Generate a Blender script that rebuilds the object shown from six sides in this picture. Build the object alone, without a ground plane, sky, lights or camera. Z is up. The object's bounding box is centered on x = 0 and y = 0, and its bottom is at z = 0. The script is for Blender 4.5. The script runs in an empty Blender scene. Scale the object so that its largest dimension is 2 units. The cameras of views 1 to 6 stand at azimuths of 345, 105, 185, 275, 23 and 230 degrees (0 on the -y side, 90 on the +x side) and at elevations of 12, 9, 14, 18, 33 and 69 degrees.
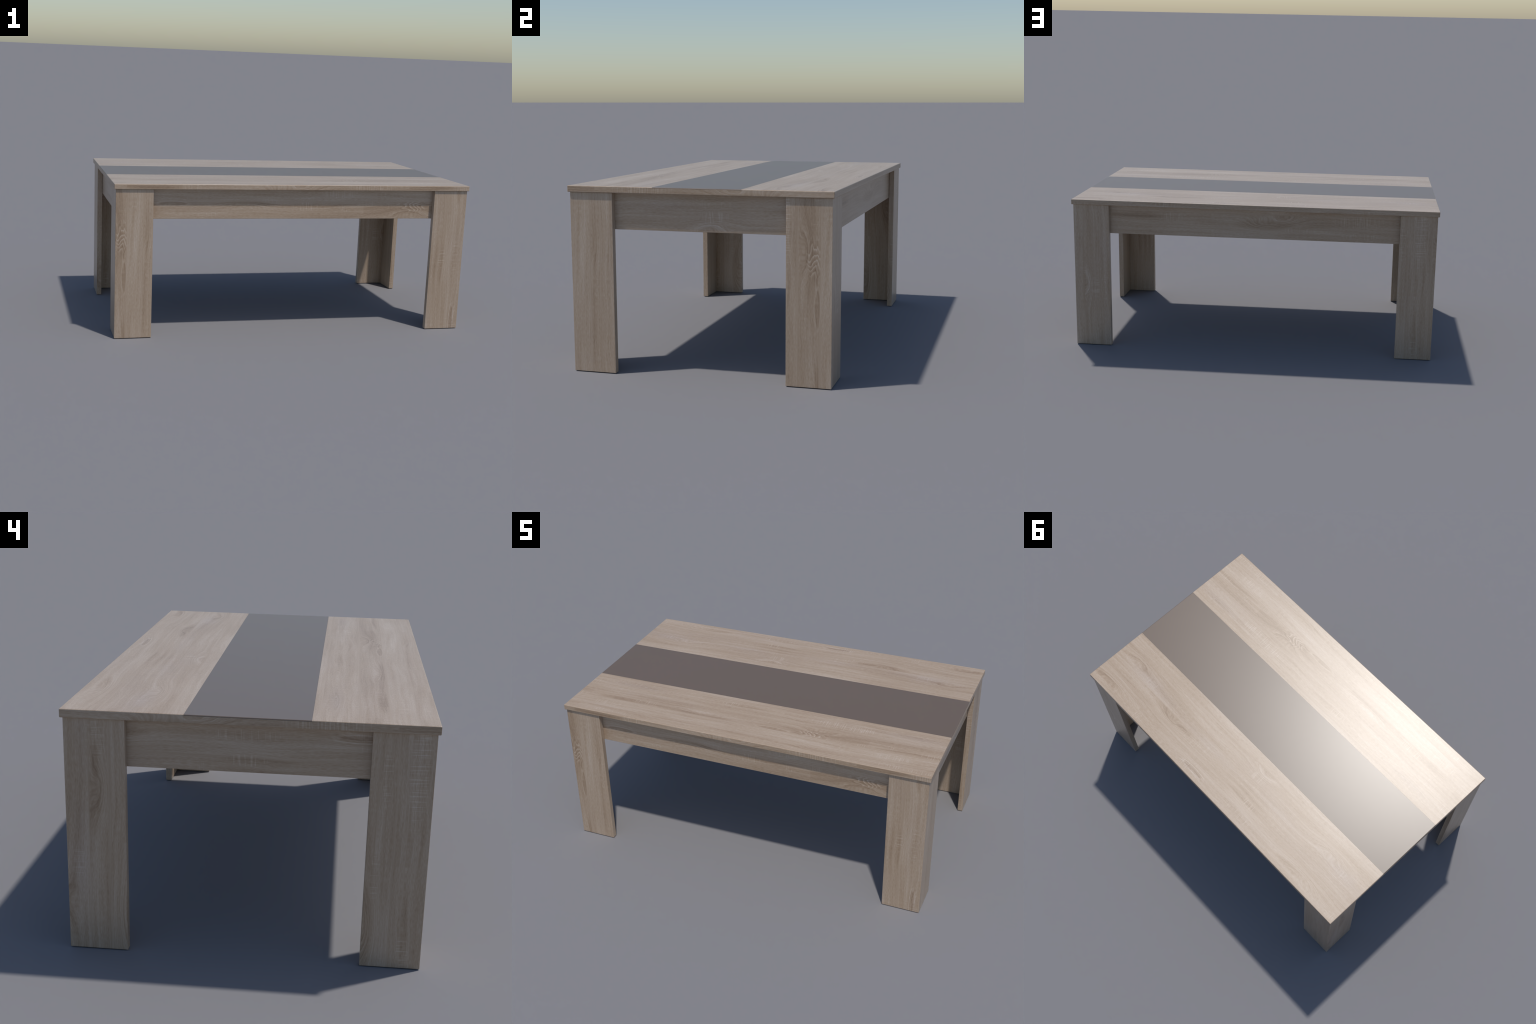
# Dining table: pale sawn-oak laminate top with a smoked-taupe centre strip,
# recessed aprons and four L-section panel legs.
import bpy, bmesh, math
from mathutils import Vector, Matrix

# ------------------------------------------------------------------ sizes (m)
HALF_LEN, HALF_WID = 1.0, 0.5931       # table top
TOP_Z, TOP_T = 0.8303, 0.0283
EDGE_R = 0.0030
STRIP_Y = 0.1985                        # half width of the centre strip
STRIP_T = 0.0034
LEG_X, LEG_Y = 0.9914, 0.5846           # outer leg corner
LEG_W, LEG_T = 0.1975, 0.0285            # leg arm width, panel thickness
APRON_X, APRON_Y = 0.9621, 0.5552       # outer apron faces
APRON_T, APRON_Z = 0.026, 0.6401        # apron thickness, lower edge
UNDER = TOP_Z - TOP_T

# --------------------------------------------------------- node-graph helpers
class Graph:
    def __init__(self, tree):
        self.t = tree

    def node(self, kind, **props):
        n = self.t.nodes.new(kind)
        for k, v in props.items():
            setattr(n, k, v)
        return n

    def put(self, socket, v):
        if isinstance(v, Val):
            self.t.links.new(v.s, socket)
        else:
            socket.default_value = v

    def math(self, op, *args, clamp=False):
        n = self.node("ShaderNodeMath", operation=op, use_clamp=clamp)
        for i, v in enumerate(args):
            self.put(n.inputs[i], v)
        return Val(self, n.outputs[0])

    def xyz(self, x=0.0, y=0.0, z=0.0):
        n = self.node("ShaderNodeCombineXYZ")
        for i, v in enumerate((x, y, z)):
            self.put(n.inputs[i], v)
        return Val(self, n.outputs[0])

    def noise(self, x, y, detail=2.0, rough=0.5, distortion=0.0):
        """2-D noise, centred on 0, roughly -1..1"""
        n = self.node("ShaderNodeTexNoise", noise_dimensions="2D")
        self.put(n.inputs["Vector"], self.xyz(x, y))
        n.inputs["Scale"].default_value = 1.0
        n.inputs["Detail"].default_value = detail
        n.inputs["Roughness"].default_value = rough
        n.inputs["Distortion"].default_value = distortion
        f = n.outputs["Fac"] if "Fac" in n.outputs else n.outputs[0]
        return (Val(self, f) - 0.5) * 2.6

    def step(self, v, a, b):
        n = self.node("ShaderNodeMapRange", interpolation_type="SMOOTHSTEP", clamp=True)
        self.put(n.inputs["Value"], v)
        n.inputs["From Min"].default_value, n.inputs["From Max"].default_value = a, b
        return Val(self, n.outputs["Result"])

    def radius2(self, p, c, s):
        """squared elliptical distance of the plane point p from c"""
        a = self.node("ShaderNodeVectorMath", operation="SUBTRACT")
        self.put(a.inputs[0], p)
        a.inputs[1].default_value = (c[0], c[1], 0)
        b = self.node("ShaderNodeVectorMath", operation="MULTIPLY")
        self.t.links.new(a.outputs[0], b.inputs[0])
        b.inputs[1].default_value = (1 / s[0], 1 / s[1], 0)
        d = self.node("ShaderNodeVectorMath", operation="DOT_PRODUCT")
        self.t.links.new(b.outputs[0], d.inputs[0])
        self.t.links.new(b.outputs[0], d.inputs[1])
        return Val(self, d.outputs["Value"])

    def bump(self, p, c, s):
        return self.math("POWER", 2.71828, self.radius2(p, c, s) * -1.0)

    def blot(self, p, c, s, soft=0.3):
        return 1.0 - self.step(self.radius2(p, c, s), 1.0 - soft, 1.0 + soft)

    def ramp(self, v, stops, smooth=False):
        n = self.node("ShaderNodeValToRGB")
        cr = n.color_ramp
        cr.interpolation = "EASE" if smooth else "LINEAR"
        while len(cr.elements) < len(stops):
            cr.elements.new(0.5)
        for e, (pos, col) in zip(cr.elements, stops):
            e.position = pos
            e.color = (*col, 1) if len(col) == 3 else col
        self.put(n.inputs[0], v)
        return Val(self, n.outputs["Color"])

    def mix(self, fac, a, b):
        n = self.node("ShaderNodeMix", data_type="RGBA")
        self.put(n.inputs[0], fac)
        for sock, v in ((n.inputs[6], a), (n.inputs[7], b)):
            self.put(sock, v if isinstance(v, Val) else (*v, 1))
        return Val(self, n.outputs[2])


class Val:
    def __init__(self, g, s):
        self.g, self.s = g, s
    def __add__(self, o): return self.g.math("ADD", self, o)
    def __radd__(self, o): return self.g.math("ADD", o, self)
    def __sub__(self, o): return self.g.math("SUBTRACT", self, o)
    def __rsub__(self, o): return self.g.math("SUBTRACT", o, self)
    def __mul__(self, o): return self.g.math("MULTIPLY", self, o)
    __rmul__ = __mul__


# ------------------------------------------------------ the oak decor "sheet"
# One printed oak pattern, U along the grain (repeats every 1.57 m), V across.
# Every panel of the table shows some window of this sheet.
PERIOD, CUT = 1.57, -0.935

#            (u, v), (half length, half width), push of the growth rings
RING_FIGURES = [
    ((0.38, -0.385), (0.12, 0.030), 0.034),
    ((0.26, -0.425), (0.07, 0.018), -0.018),
    ((0.46, 0.442), (0.095, 0.030), -0.034),
    ((-0.70, 0.520), (0.17, 0.034), 0.038),
    ((-0.72, 0.318), (0.11, 0.030), 0.032),
    ((-0.15, 0.285), (0.10, 0.035), -0.036),
    ((-0.76, -0.268), (0.12, 0.020), 0.022),
    ((0.37, -0.540), (0.05, 0.016), 0.016),
    ((0.15, 0.545), (0.10, 0.022), 0.022),
    ((-0.10, -0.145), (0.12, 0.040), 0.046),
    ((0.02, -0.115), (0.10, 0.036), 0.038),
    ((-0.25, -0.425), (0.16, 0.022), 0.020),
]
#            (u, v), (half length, half width), darkening, edge softness
DARK_FIGURES = [
    ((-0.67, -0.424), (0.19, 0.012), 0.16, 0.8),
    ((-0.26, -0.430), (0.16, 0.012), 0.12, 0.8),
    ((-0.10, -0.272), (0.14, 0.011), 0.15, 0.8),
    ((0.135, -0.431), (0.083, 0.0105), 0.16, 0.5),
    ((0.275, -0.426), (0.040, 0.012), 0.14, 0.9),
    ((0.50, -0.395), (0.16, 0.030), 0.10, 1.0),
    ((0.30, -0.395), (0.10, 0.032), 0.09, 1.0),
    ((0.48, -0.548), (0.22, 0.009), 0.11, 0.9),
    ((0.00, -0.540), (0.16, 0.008), 0.08, 0.9),
    ((0.145, 0.546), (0.080, 0.010), 0.15, 0.45),
    ((-0.18, 0.461), (0.10, 0.010), 0.13, 0.8),
    ((-0.28, 0.535), (0.18, 0.011), 0.10, 0.9),
    ((-0.64, 0.536), (0.11, 0.016), 0.16, 0.7),
    ((0.36, 0.425), (0.06, 0.010), 0.18, 0.8),
    ((0.52, 0.425), (0.09, 0.016), 0.09, 0.9),
    ((-0.10, -0.142), (0.15, 0.024), 0.16, 0.8),
    ((-0.82, -0.110), (0.16, 0.012), 0.14, 0.8),
    ((-0.20, 0.255), (0.20, 0.008), 0.10, 0.9),
]
#            (u, v), (half length, half width), strength: rough-sawn cross marks
SAW_FIGURES = [
    ((-0.60, -0.418), (0.070, 0.021), 1.0),
    ((0.47, -0.287), (0.190, 0.030), 1.0),
    ((0.60, -0.430), (0.060, 0.014), 0.8),
    ((-0.79, -0.487), (0.090, 0.022), 0.6),
    ((-0.78, -0.562), (0.070, 0.014), 0.9),
    ((-0.64, -0.566), (0.065, 0.013), 0.9),
    ((-0.165, -0.270), (0.050, 0.018), 1.0),
    ((-0.813, -0.400), (0.012, 0.022), 0.9),
    ((0.28, 0.434), (0.070, 0.022), 0.8),
    ((0.63, 0.560), (0.060, 0.020), 0.8),
    ((0.35, 0.572), (0.040, 0.012), 0.7),
    ((0.20, 0.553), (0.060, 0.024), 0.8),
    ((-0.21, 0.460), (0.055, 0.019), 1.0),
    ((-0.22, 0.545), (0.110, 0.018), 0.8),
    ((-0.145, 0.315), (0.060, 0.026), 0.8),
    ((-0.86, 0.366), (0.050, 0.022), 0.6),
    ((-0.36, 0.420), (0.014, 0.026), 0.8),
    ((0.43, -0.190), (0.090, 0.016), 0.7),
    ((0.42, -0.110), (0.140, 0.028), 0.9),
    ((0.09, -0.165), (0.080, 0.014), 0.7),
    ((-0.60, -0.115), (0.060, 0.026), 0.9),
]
#            (u, v), (half length, half width): slightly lilac-grey stain
GREY_FIGURES = [
    ((-0.73, -0.270), (0.15, 0.020), 0.8),
    ((-0.86, 0.362), (0.16, 0.038), 1.0),
    ((0.60, 0.372), (0.12, 0.030), 0.7),
    ((0.20, 0.385), (0.25, 0.022), 0.5),
    ((0.16, 0.552), (0.09, 0.012), 0.7),
    ((-0.35, 0.370), (0.12, 0.020), 0.4),
]
# tone of the narrow staves glued side by side: (upper v, tone)
STAVES = [(-0.620, 0.0), (-0.575, 0.10), (-0.528, -0.22), (-0.443, 0.42), (-0.345, -0.40),
          (-0.262, 0.05), (-0.222, -0.12), (-0.160, 0.25), (-0.085, -0.2), (0.02, 0.25),
          (0.11, -0.15), (0.19, 0.1), (0.252, 0.35), (0.322, -0.15), (0.402, -0.12),
          (0.470, -0.28), (0.528, 0.12), (0.572, -0.10), (0.640, 0.30)]


def build_oak_group():
    tree = bpy.data.node_groups.new("sawn_oak_sheet", "ShaderNodeTree")
    tree.interface.new_socket("U", in_out="INPUT", socket_type="NodeSocketFloat")
    tree.interface.new_socket("V", in_out="INPUT", socket_type="NodeSocketFloat")
    tree.interface.new_socket("Color", in_out="OUTPUT", socket_type="NodeSocketColor")
    tree.interface.new_socket("Height", in_out="OUTPUT", socket_type="NodeSocketFloat")
    g = Graph(tree)
    inp = g.node("NodeGroupInput")
    out = g.node("NodeGroupOutput")
    u, v = Val(g, inp.outputs["U"]), Val(g, inp.outputs["V"])
    uw = g.math("WRAP", u, CUT, CUT + PERIOD)

    sway = g.noise(u * 1.7, v * 5.0, 2.0)
    ripple = g.noise(u * 6.0, v * 22.0, 2.0)
    edge_u = uw + g.noise(u * 9.0, v * 60.0, 2.0) * 0.018
    edge_v = v + sway * 0.004 + ripple * 0.0016
    p = g.xyz(uw, v)                 # plain position on the sheet
    q = g.xyz(edge_u, edge_v)        # the same with a wandering edge

    # staves
    lo, hi, eps = -0.70, 0.70, 0.0007
    stops, prev = [], None
    for vb, tone in STAVES:
        if prev is not None:
            stops.append(((prev + eps - lo) / (hi - lo), (0.5 + tone / 2,) * 3))
        stops.append(((vb - eps - lo) / (hi - lo), (0.5 + tone / 2,) * 3))
        prev = vb
    stops = stops[:32]
    sv = g.ramp((edge_v - lo) * (1 / (hi - lo)), stops)
    stave = (g.math("ADD", sv, 0.0) - 0.5) * 2.0
    stave = stave * (g.noise(u * 1.3, v * 6.0, 1.0) * 0.45 + 0.85)

    # growth rings: contours of phi
    wave = g.noise(u * 15.0, v * 45.0, 2.0)
    phi = v + sway * 0.016 + ripple * 0.0024 + wave * 0.0011 + sv * 0.41
    figure = None
    for c, s, push in RING_FIGURES:
        b = g.bump(p, c, s)
        phi = phi + b * push
        figure = b if figure is None else g.math("MAXIMUM", figure, b)
    cloud = g.noise(u * 3.0, phi * 12.0, 2.0)
    broad = g.noise(u * 0.9, phi * 26.0, 2.0)
    band = g.noise(u * 2.2, phi * 75.0, 3.0, 0.6)
    fine = g.noise(u * 8.0, phi * 200.0, 3.0, 0.6)
    fibre = g.noise(u * 52.0, phi * 430.0, 2.0, 0.6)

    # each ring rises slowly from brown to pale and breaks off sharply
    saw_tooth = g.math("FRACT", phi * 82.0 + broad * 0.35)
    vein = g.step(saw_tooth, 0.62, 0.86) - g.step(saw_tooth, 0.92, 1.0)
    hollow = 1.0 - g.step(saw_tooth, 0.05, 0.6)

    tone = 0.575 + stave * 0.155 + broad * 0.125 + band * 0.155 + fine * 0.100 + fibre * 0.185 + cloud * 0.075
    tone = tone + figure * (vein * 0.12 - hollow * 0.13)
    # curly veins running across the stave beside the main knot
    curl = g.bump(p, (0.345, -0.416), (0.085, 0.030)) * g.step(edge_v, -0.4445, -0.4425)
    across = u * 30.0 + broad * 0.35 + g.noise(u * 7.0, v * 30.0, 1.5, 0.5, 0.3) * 1.5
    tooth = g.math("FRACT", across)
    curl = g.step(curl, 0.10, 0.75)
    tone = tone + curl * (g.step(tooth, 0.45, 0.90) * 0.34 - g.step(tooth, 0.94, 1.0) * 0.34
                          - (1.0 - g.step(tooth, 0.0, 0.55)) * 0.11)
    for c, s, dark, soft in DARK_FIGURES:
        tone = tone - g.blot(q, c, s, min(soft, 0.98)) * dark

    # pale rim round the two sharp lens-shaped heartwood flecks
    for c, s in (((0.135, -0.431), (0.090, 0.0140)), ((0.145, 0.546), (0.088, 0.0135))):
        rim = g.radius2(q, c, s)
        tone = tone + (g.step(rim, 0.45, 0.85) - g.step(rim, 0.9, 1.4)) * 0.13

    # rough-sawn marks: pale strokes across the grain, in clusters
    saw = None
    for c, s, k in SAW_FIGURES:
        b = g.blot(q, c, s, 0.7) * k
        saw = b if saw is None else g.math("MAXIMUM", saw, b)
    skew = u + v * 0.03
    strokes = g.step(g.noise(skew * 165.0, v * 7.0, 1.0), 0.0, 0.45)
    threads = g.step(g.noise(u * 5.0, v * 330.0, 1.0), 0.0, 0.6)
    tone = tone + saw * (strokes * 0.21 + threads * strokes * 0.05 + threads * 0.05 - 0.015)
    # faint strokes everywhere
    patch = g.step(g.noise(u * 3.0, v * 14.0, 1.0), 0.30, 0.75)
    tone = tone + patch * g.step(g.noise(skew * 150.0, v * 17.0, 1.0), 0.15, 0.7) * 0.115
    # open pores: short dark dashes that follow the rings
    pores = g.step(g.noise(u * 28.0, phi * 330.0, 1.0), 0.25, 0.80)
    tone = tone - pores * 0.065

    colour = g.ramp(tone, [
        (0.00, (0.195, 0.123, 0.073)),
        (0.25, (0.301, 0.207, 0.136)),
        (0.45, (0.391, 0.285, 0.198)),
        (0.60, (0.440, 0.333, 0.243)),
        (0.80, (0.505, 0.403, 0.314)),
        (1.00, (0.589, 0.489, 0.401))])
    grey = None
    for c, s, k in GREY_FIGURES:
        b = g.bump(p, c, s) * k
        grey = b if grey is None else g.math("MAXIMUM", grey, b)
    drift = g.step(g.noise(u * 1.1, v * 8.0, 1.0), -0.2, 1.0)
    hue = g.math("MULTIPLY", grey * 0.6 + drift * 0.22, 1.0, clamp=True)
    n = g.node("ShaderNodeMix", data_type="RGBA", blend_type="MULTIPLY")
    g.put(n.inputs[0], hue)
    g.put(n.inputs[6], colour)
    n.inputs[7].default_value = (0.955, 0.985, 1.09, 1)
    tree.links.new(n.outputs[2], out.inputs["Color"])
    tree.links.new((fibre * 0.5 - pores).s, out.inputs["Height"])
    return tree


OAK = build_oak_group()


def oak(name, u_axis, u0, v_axis, v0):
    """A window of the oak sheet: U = position . u_axis + u0, V likewise."""
    m = bpy.data.materials.new(name)
    m.use_nodes = True
    g = Graph(m.node_tree)
    shader = m.node_tree.nodes["Principled BSDF"]
    co = g.node("ShaderNodeTexCoord").outputs["Object"]
    grp = g.node("ShaderNodeGroup")
    grp.node_tree = OAK
    for sock, axis, off in (("U", u_axis, u0), ("V", v_axis, v0)):
        d = g.node("ShaderNodeVectorMath", operation="DOT_PRODUCT")
        m.node_tree.links.new(co, d.inputs[0])
        d.inputs[1].default_value = axis
        g.put(grp.inputs[sock], Val(g, d.outputs["Value"]) + off)
    m.node_tree.links.new(grp.outputs["Color"], shader.inputs["Base Color"])
    shader.inputs["Roughness"].default_value = 0.33
    shader.inputs["Specular IOR Level"].default_value = 0.5
    b = g.node("ShaderNodeBump")
    b.inputs["Strength"].default_value = 0.06
    b.inputs["Distance"].default_value = 0.0004
    m.node_tree.links.new(grp.outputs["Height"], b.inputs["Height"])
    m.node_tree.links.new(b.outputs["Normal"], shader.inputs["Normal"])
    return m


def taupe(name):
    m = bpy.data.materials.new(name)
    m.use_nodes = True
    g = Graph(m.node_tree)
    shader = m.node_tree.nodes["Principled BSDF"]
    n = g.node("ShaderNodeTexNoise")
    m.node_tree.links.new(g.node("ShaderNodeTexCoord").outputs["Object"], n.inputs["Vector"])
    n.inputs["Scale"].default_value = 3.0
    col = g.mix(Val(g, n.outputs[0]), (0.156, 0.115, 0.088), (0.161, 0.119, 0.092))
    m.node_tree.links.new(col.s, shader.inputs["Base Color"])
    shader.inputs["Roughness"].default_value = 0.315
    shader.inputs["Specular IOR Level"].default_value = 0.5
    return m


# ------------------------------------------------------------------- geometry
def new_object(name, bm, mats, parent, location=(0, 0, 0), pick=None):
    """bm -> object; pick(normal) gives the material slot of a face"""
    bmesh.ops.recalc_face_normals(bm, faces=bm.faces)
    if pick:
        for f in bm.faces:
            f.material_index = pick(f.normal)
    me = bpy.data.meshes.new(name)
    bm.to_mesh(me)
    bm.free()
    for m in mats:
        me.materials.append(m)
    o = bpy.data.objects.new(name, me)
    o.location = location
    bpy.context.scene.collection.objects.link(o)
    o.parent = parent
    return o


def box(x0, x1, y0, y1, z0, z1):
    bm = bmesh.new()
    bmesh.ops.create_cube(bm, size=1.0)
    for v in bm.verts:
        v.co = Vector(((x0 + x1) / 2 + v.co.x * (x1 - x0),
                       (y0 + y1) / 2 + v.co.y * (y1 - y0),
                       (z0 + z1) / 2 + v.co.z * (z1 - z0)))
    return bm


def round_edges(bm, width, segments=4, convex_only=False):
    edges = [e for e in bm.edges if not convex_only or e.calc_face_angle_signed(0) > 0.1]
    bmesh.ops.bevel(bm, geom=edges, offset=width, segments=segments, profile=0.5, affect="EDGES")


def cut(bm, point, normal):
    """drop everything on the side the normal points to and cap the cut"""
    r = bmesh.ops.bisect_plane(bm, geom=bm.verts[:] + bm.edges[:] + bm.faces[:], dist=1e-6,
                               plane_co=point, plane_no=normal, clear_outer=True)
    edges = [e for e in r["geom_cut"] if isinstance(e, bmesh.types.BMEdge)]
    bmesh.ops.edgeloop_fill(bm, edges=edges)


def top_slab():
    bm = box(-HALF_LEN, HALF_LEN, -HALF_WID, HALF_WID, UNDER, TOP_Z)
    round_edges(bm, EDGE_R)
    return bm


def pick_top(n):
    if n.z > 0.35:
        return 0
    if abs(n.y) > 0.6:
        return 1
    if abs(n.x) > 0.6:
        return 2
    return 0


# the thing itself ---------------------------------------------------------
table = bpy.data.objects.new("dining_table", None)
bpy.context.scene.collection.objects.link(table)
table["label"] = "rectangular pale sawn oak dining table with dark taupe centre strip"
table["category"] = "dining table"

X, Y, Z = Vector((1, 0, 0)), Vector((0, 1, 0)), Vector((0, 0, 1))
GAP = 0.0002

# table top: two oak boards, a core board and the inset taupe strip
face = oak("oak_top_face", X, 0.0, Y, 0.0)
end_band = oak("oak_end_band", -Y, 0.17, Z, -0.93)
front_band = oak("oak_front_band", X, 0.0, Z, -0.93)
back_band = oak("oak_back_band", X, 0.9, Z, -0.36)

bm = top_slab()
cut(bm, (0, -STRIP_Y - GAP, 0), (0, 1, 0))
new_object("top_board", bm, [face, front_band, end_band], table, pick=pick_top)
bm = top_slab()
cut(bm, (0, STRIP_Y + GAP, 0), (0, -1, 0))
new_object("top_board", bm, [face, back_band, end_band], table, pick=pick_top)
bm = top_slab()
cut(bm, (0, STRIP_Y, 0), (0, 1, 0))
cut(bm, (0, -STRIP_Y, 0), (0, -1, 0))
cut(bm, (0, 0, TOP_Z - STRIP_T - GAP), (0, 0, 1))
new_object("core_board", bm, [face, front_band, end_band], table, pick=pick_top)
bm = top_slab()
cut(bm, (0, STRIP_Y, 0), (0, 1, 0))
cut(bm, (0, -STRIP_Y, 0), (0, -1, 0))
cut(bm, (0, 0, TOP_Z - STRIP_T), (0, 0, -1))
new_object("centre_strip", bm, [taupe("taupe_lacquered_glass")], table)

# aprons: long ones run between the legs' outer arms, short ones between them
inner_x = LEG_X - LEG_T - 0.001
apron_top = UNDER - 0.0005
for side in (-1, 1):
    bm = box(-inner_x, inner_x, *sorted((side * APRON_Y, side * (APRON_Y - APRON_T))), APRON_Z, apron_top)
    round_edges(bm, 0.0014, 2)
    mat = (oak("oak_front_apron", -X, 1.02, -Z, 0.292) if side < 0
           else oak("oak_back_apron", -X, -0.153, Z, -0.86))
    new_object("apron", bm, [mat], table)
short = APRON_Y - APRON_T - 0.001
for side in (-1, 1):
    bm = box(*sorted((side * APRON_X, side * (APRON_X - APRON_T))), -short, short, APRON_Z, apron_top)
    round_edges(bm, 0.0014, 2)
    mat = (oak("oak_left_apron", -Y, -0.21, Z, -0.22) if side < 0
           else oak("oak_right_apron", Y, -0.208, Z, -0.389))
    new_object("apron", bm, [mat], table)


# legs: one L-section mesh, outer corner at its origin, turned by quarter turns
def leg_mesh():
    bm = bmesh.new()
    outline = [(0, 0), (LEG_W, 0), (LEG_W, LEG_T), (LEG_T, LEG_T), (LEG_T, LEG_W), (0, LEG_W)]
    base = bm.faces.new([bm.verts.new((x, y, 0)) for x, y in outline])
    r = bmesh.ops.extrude_face_region(bm, geom=[base])
    for v in r["geom"]:
        if isinstance(v, bmesh.types.BMVert):
            v.co.z = UNDER - 0.0003
    bmesh.ops.recalc_face_normals(bm, faces=bm.faces)
    round_edges(bm, 0.0018, 2, convex_only=True)
    bmesh.ops.recalc_face_normals(bm, faces=bm.faces)
    for f in bm.faces:
        c = f.calc_center_median()
        f.material_index = 0 if c.x > c.y else 1      # arm along x / arm along y
    me = bpy.data.meshes.new("leg")
    bm.to_mesh(me)
    bm.free()
    return me


leg = leg_mesh()
leg.materials.append(None)
leg.materials.append(None)
SUM = Vector((1, 1, 0))
LEGS = [  # corner, quarter turns, window of the x arm, window of the y arm
    ((-LEG_X, -LEG_Y), 0, (Z, -0.200, -SUM, -0.3835), (Z, -0.225, SUM, -0.332)),
    ((LEG_X, -LEG_Y), 1, (Z, -0.207, -SUM, -0.440), (-Z, 0.205, -SUM, 0.587)),
    ((LEG_X, LEG_Y), 2, (-Z, 0.200, SUM, 0.2035), (Z, -0.205, SUM, -0.493)),
    ((-LEG_X, LEG_Y), 3, (-Z, 1.024, SUM, 0.326), (Z, -0.225, SUM, -0.369)),
]
for (cx, cy), turns, win_a, win_b in LEGS:
    o = bpy.data.objects.new("leg", leg)
    o.location = (cx, cy, 0)
    o.rotation_euler = (0, 0, turns * math.pi / 2)
    bpy.context.scene.collection.objects.link(o)
    o.parent = table
    for slot, (ua, u0, va, v0) in zip(o.material_slots, (win_a, win_b)):
        slot.link = "OBJECT"
        slot.material = oak("oak_leg_panel", ua, u0, va, v0)
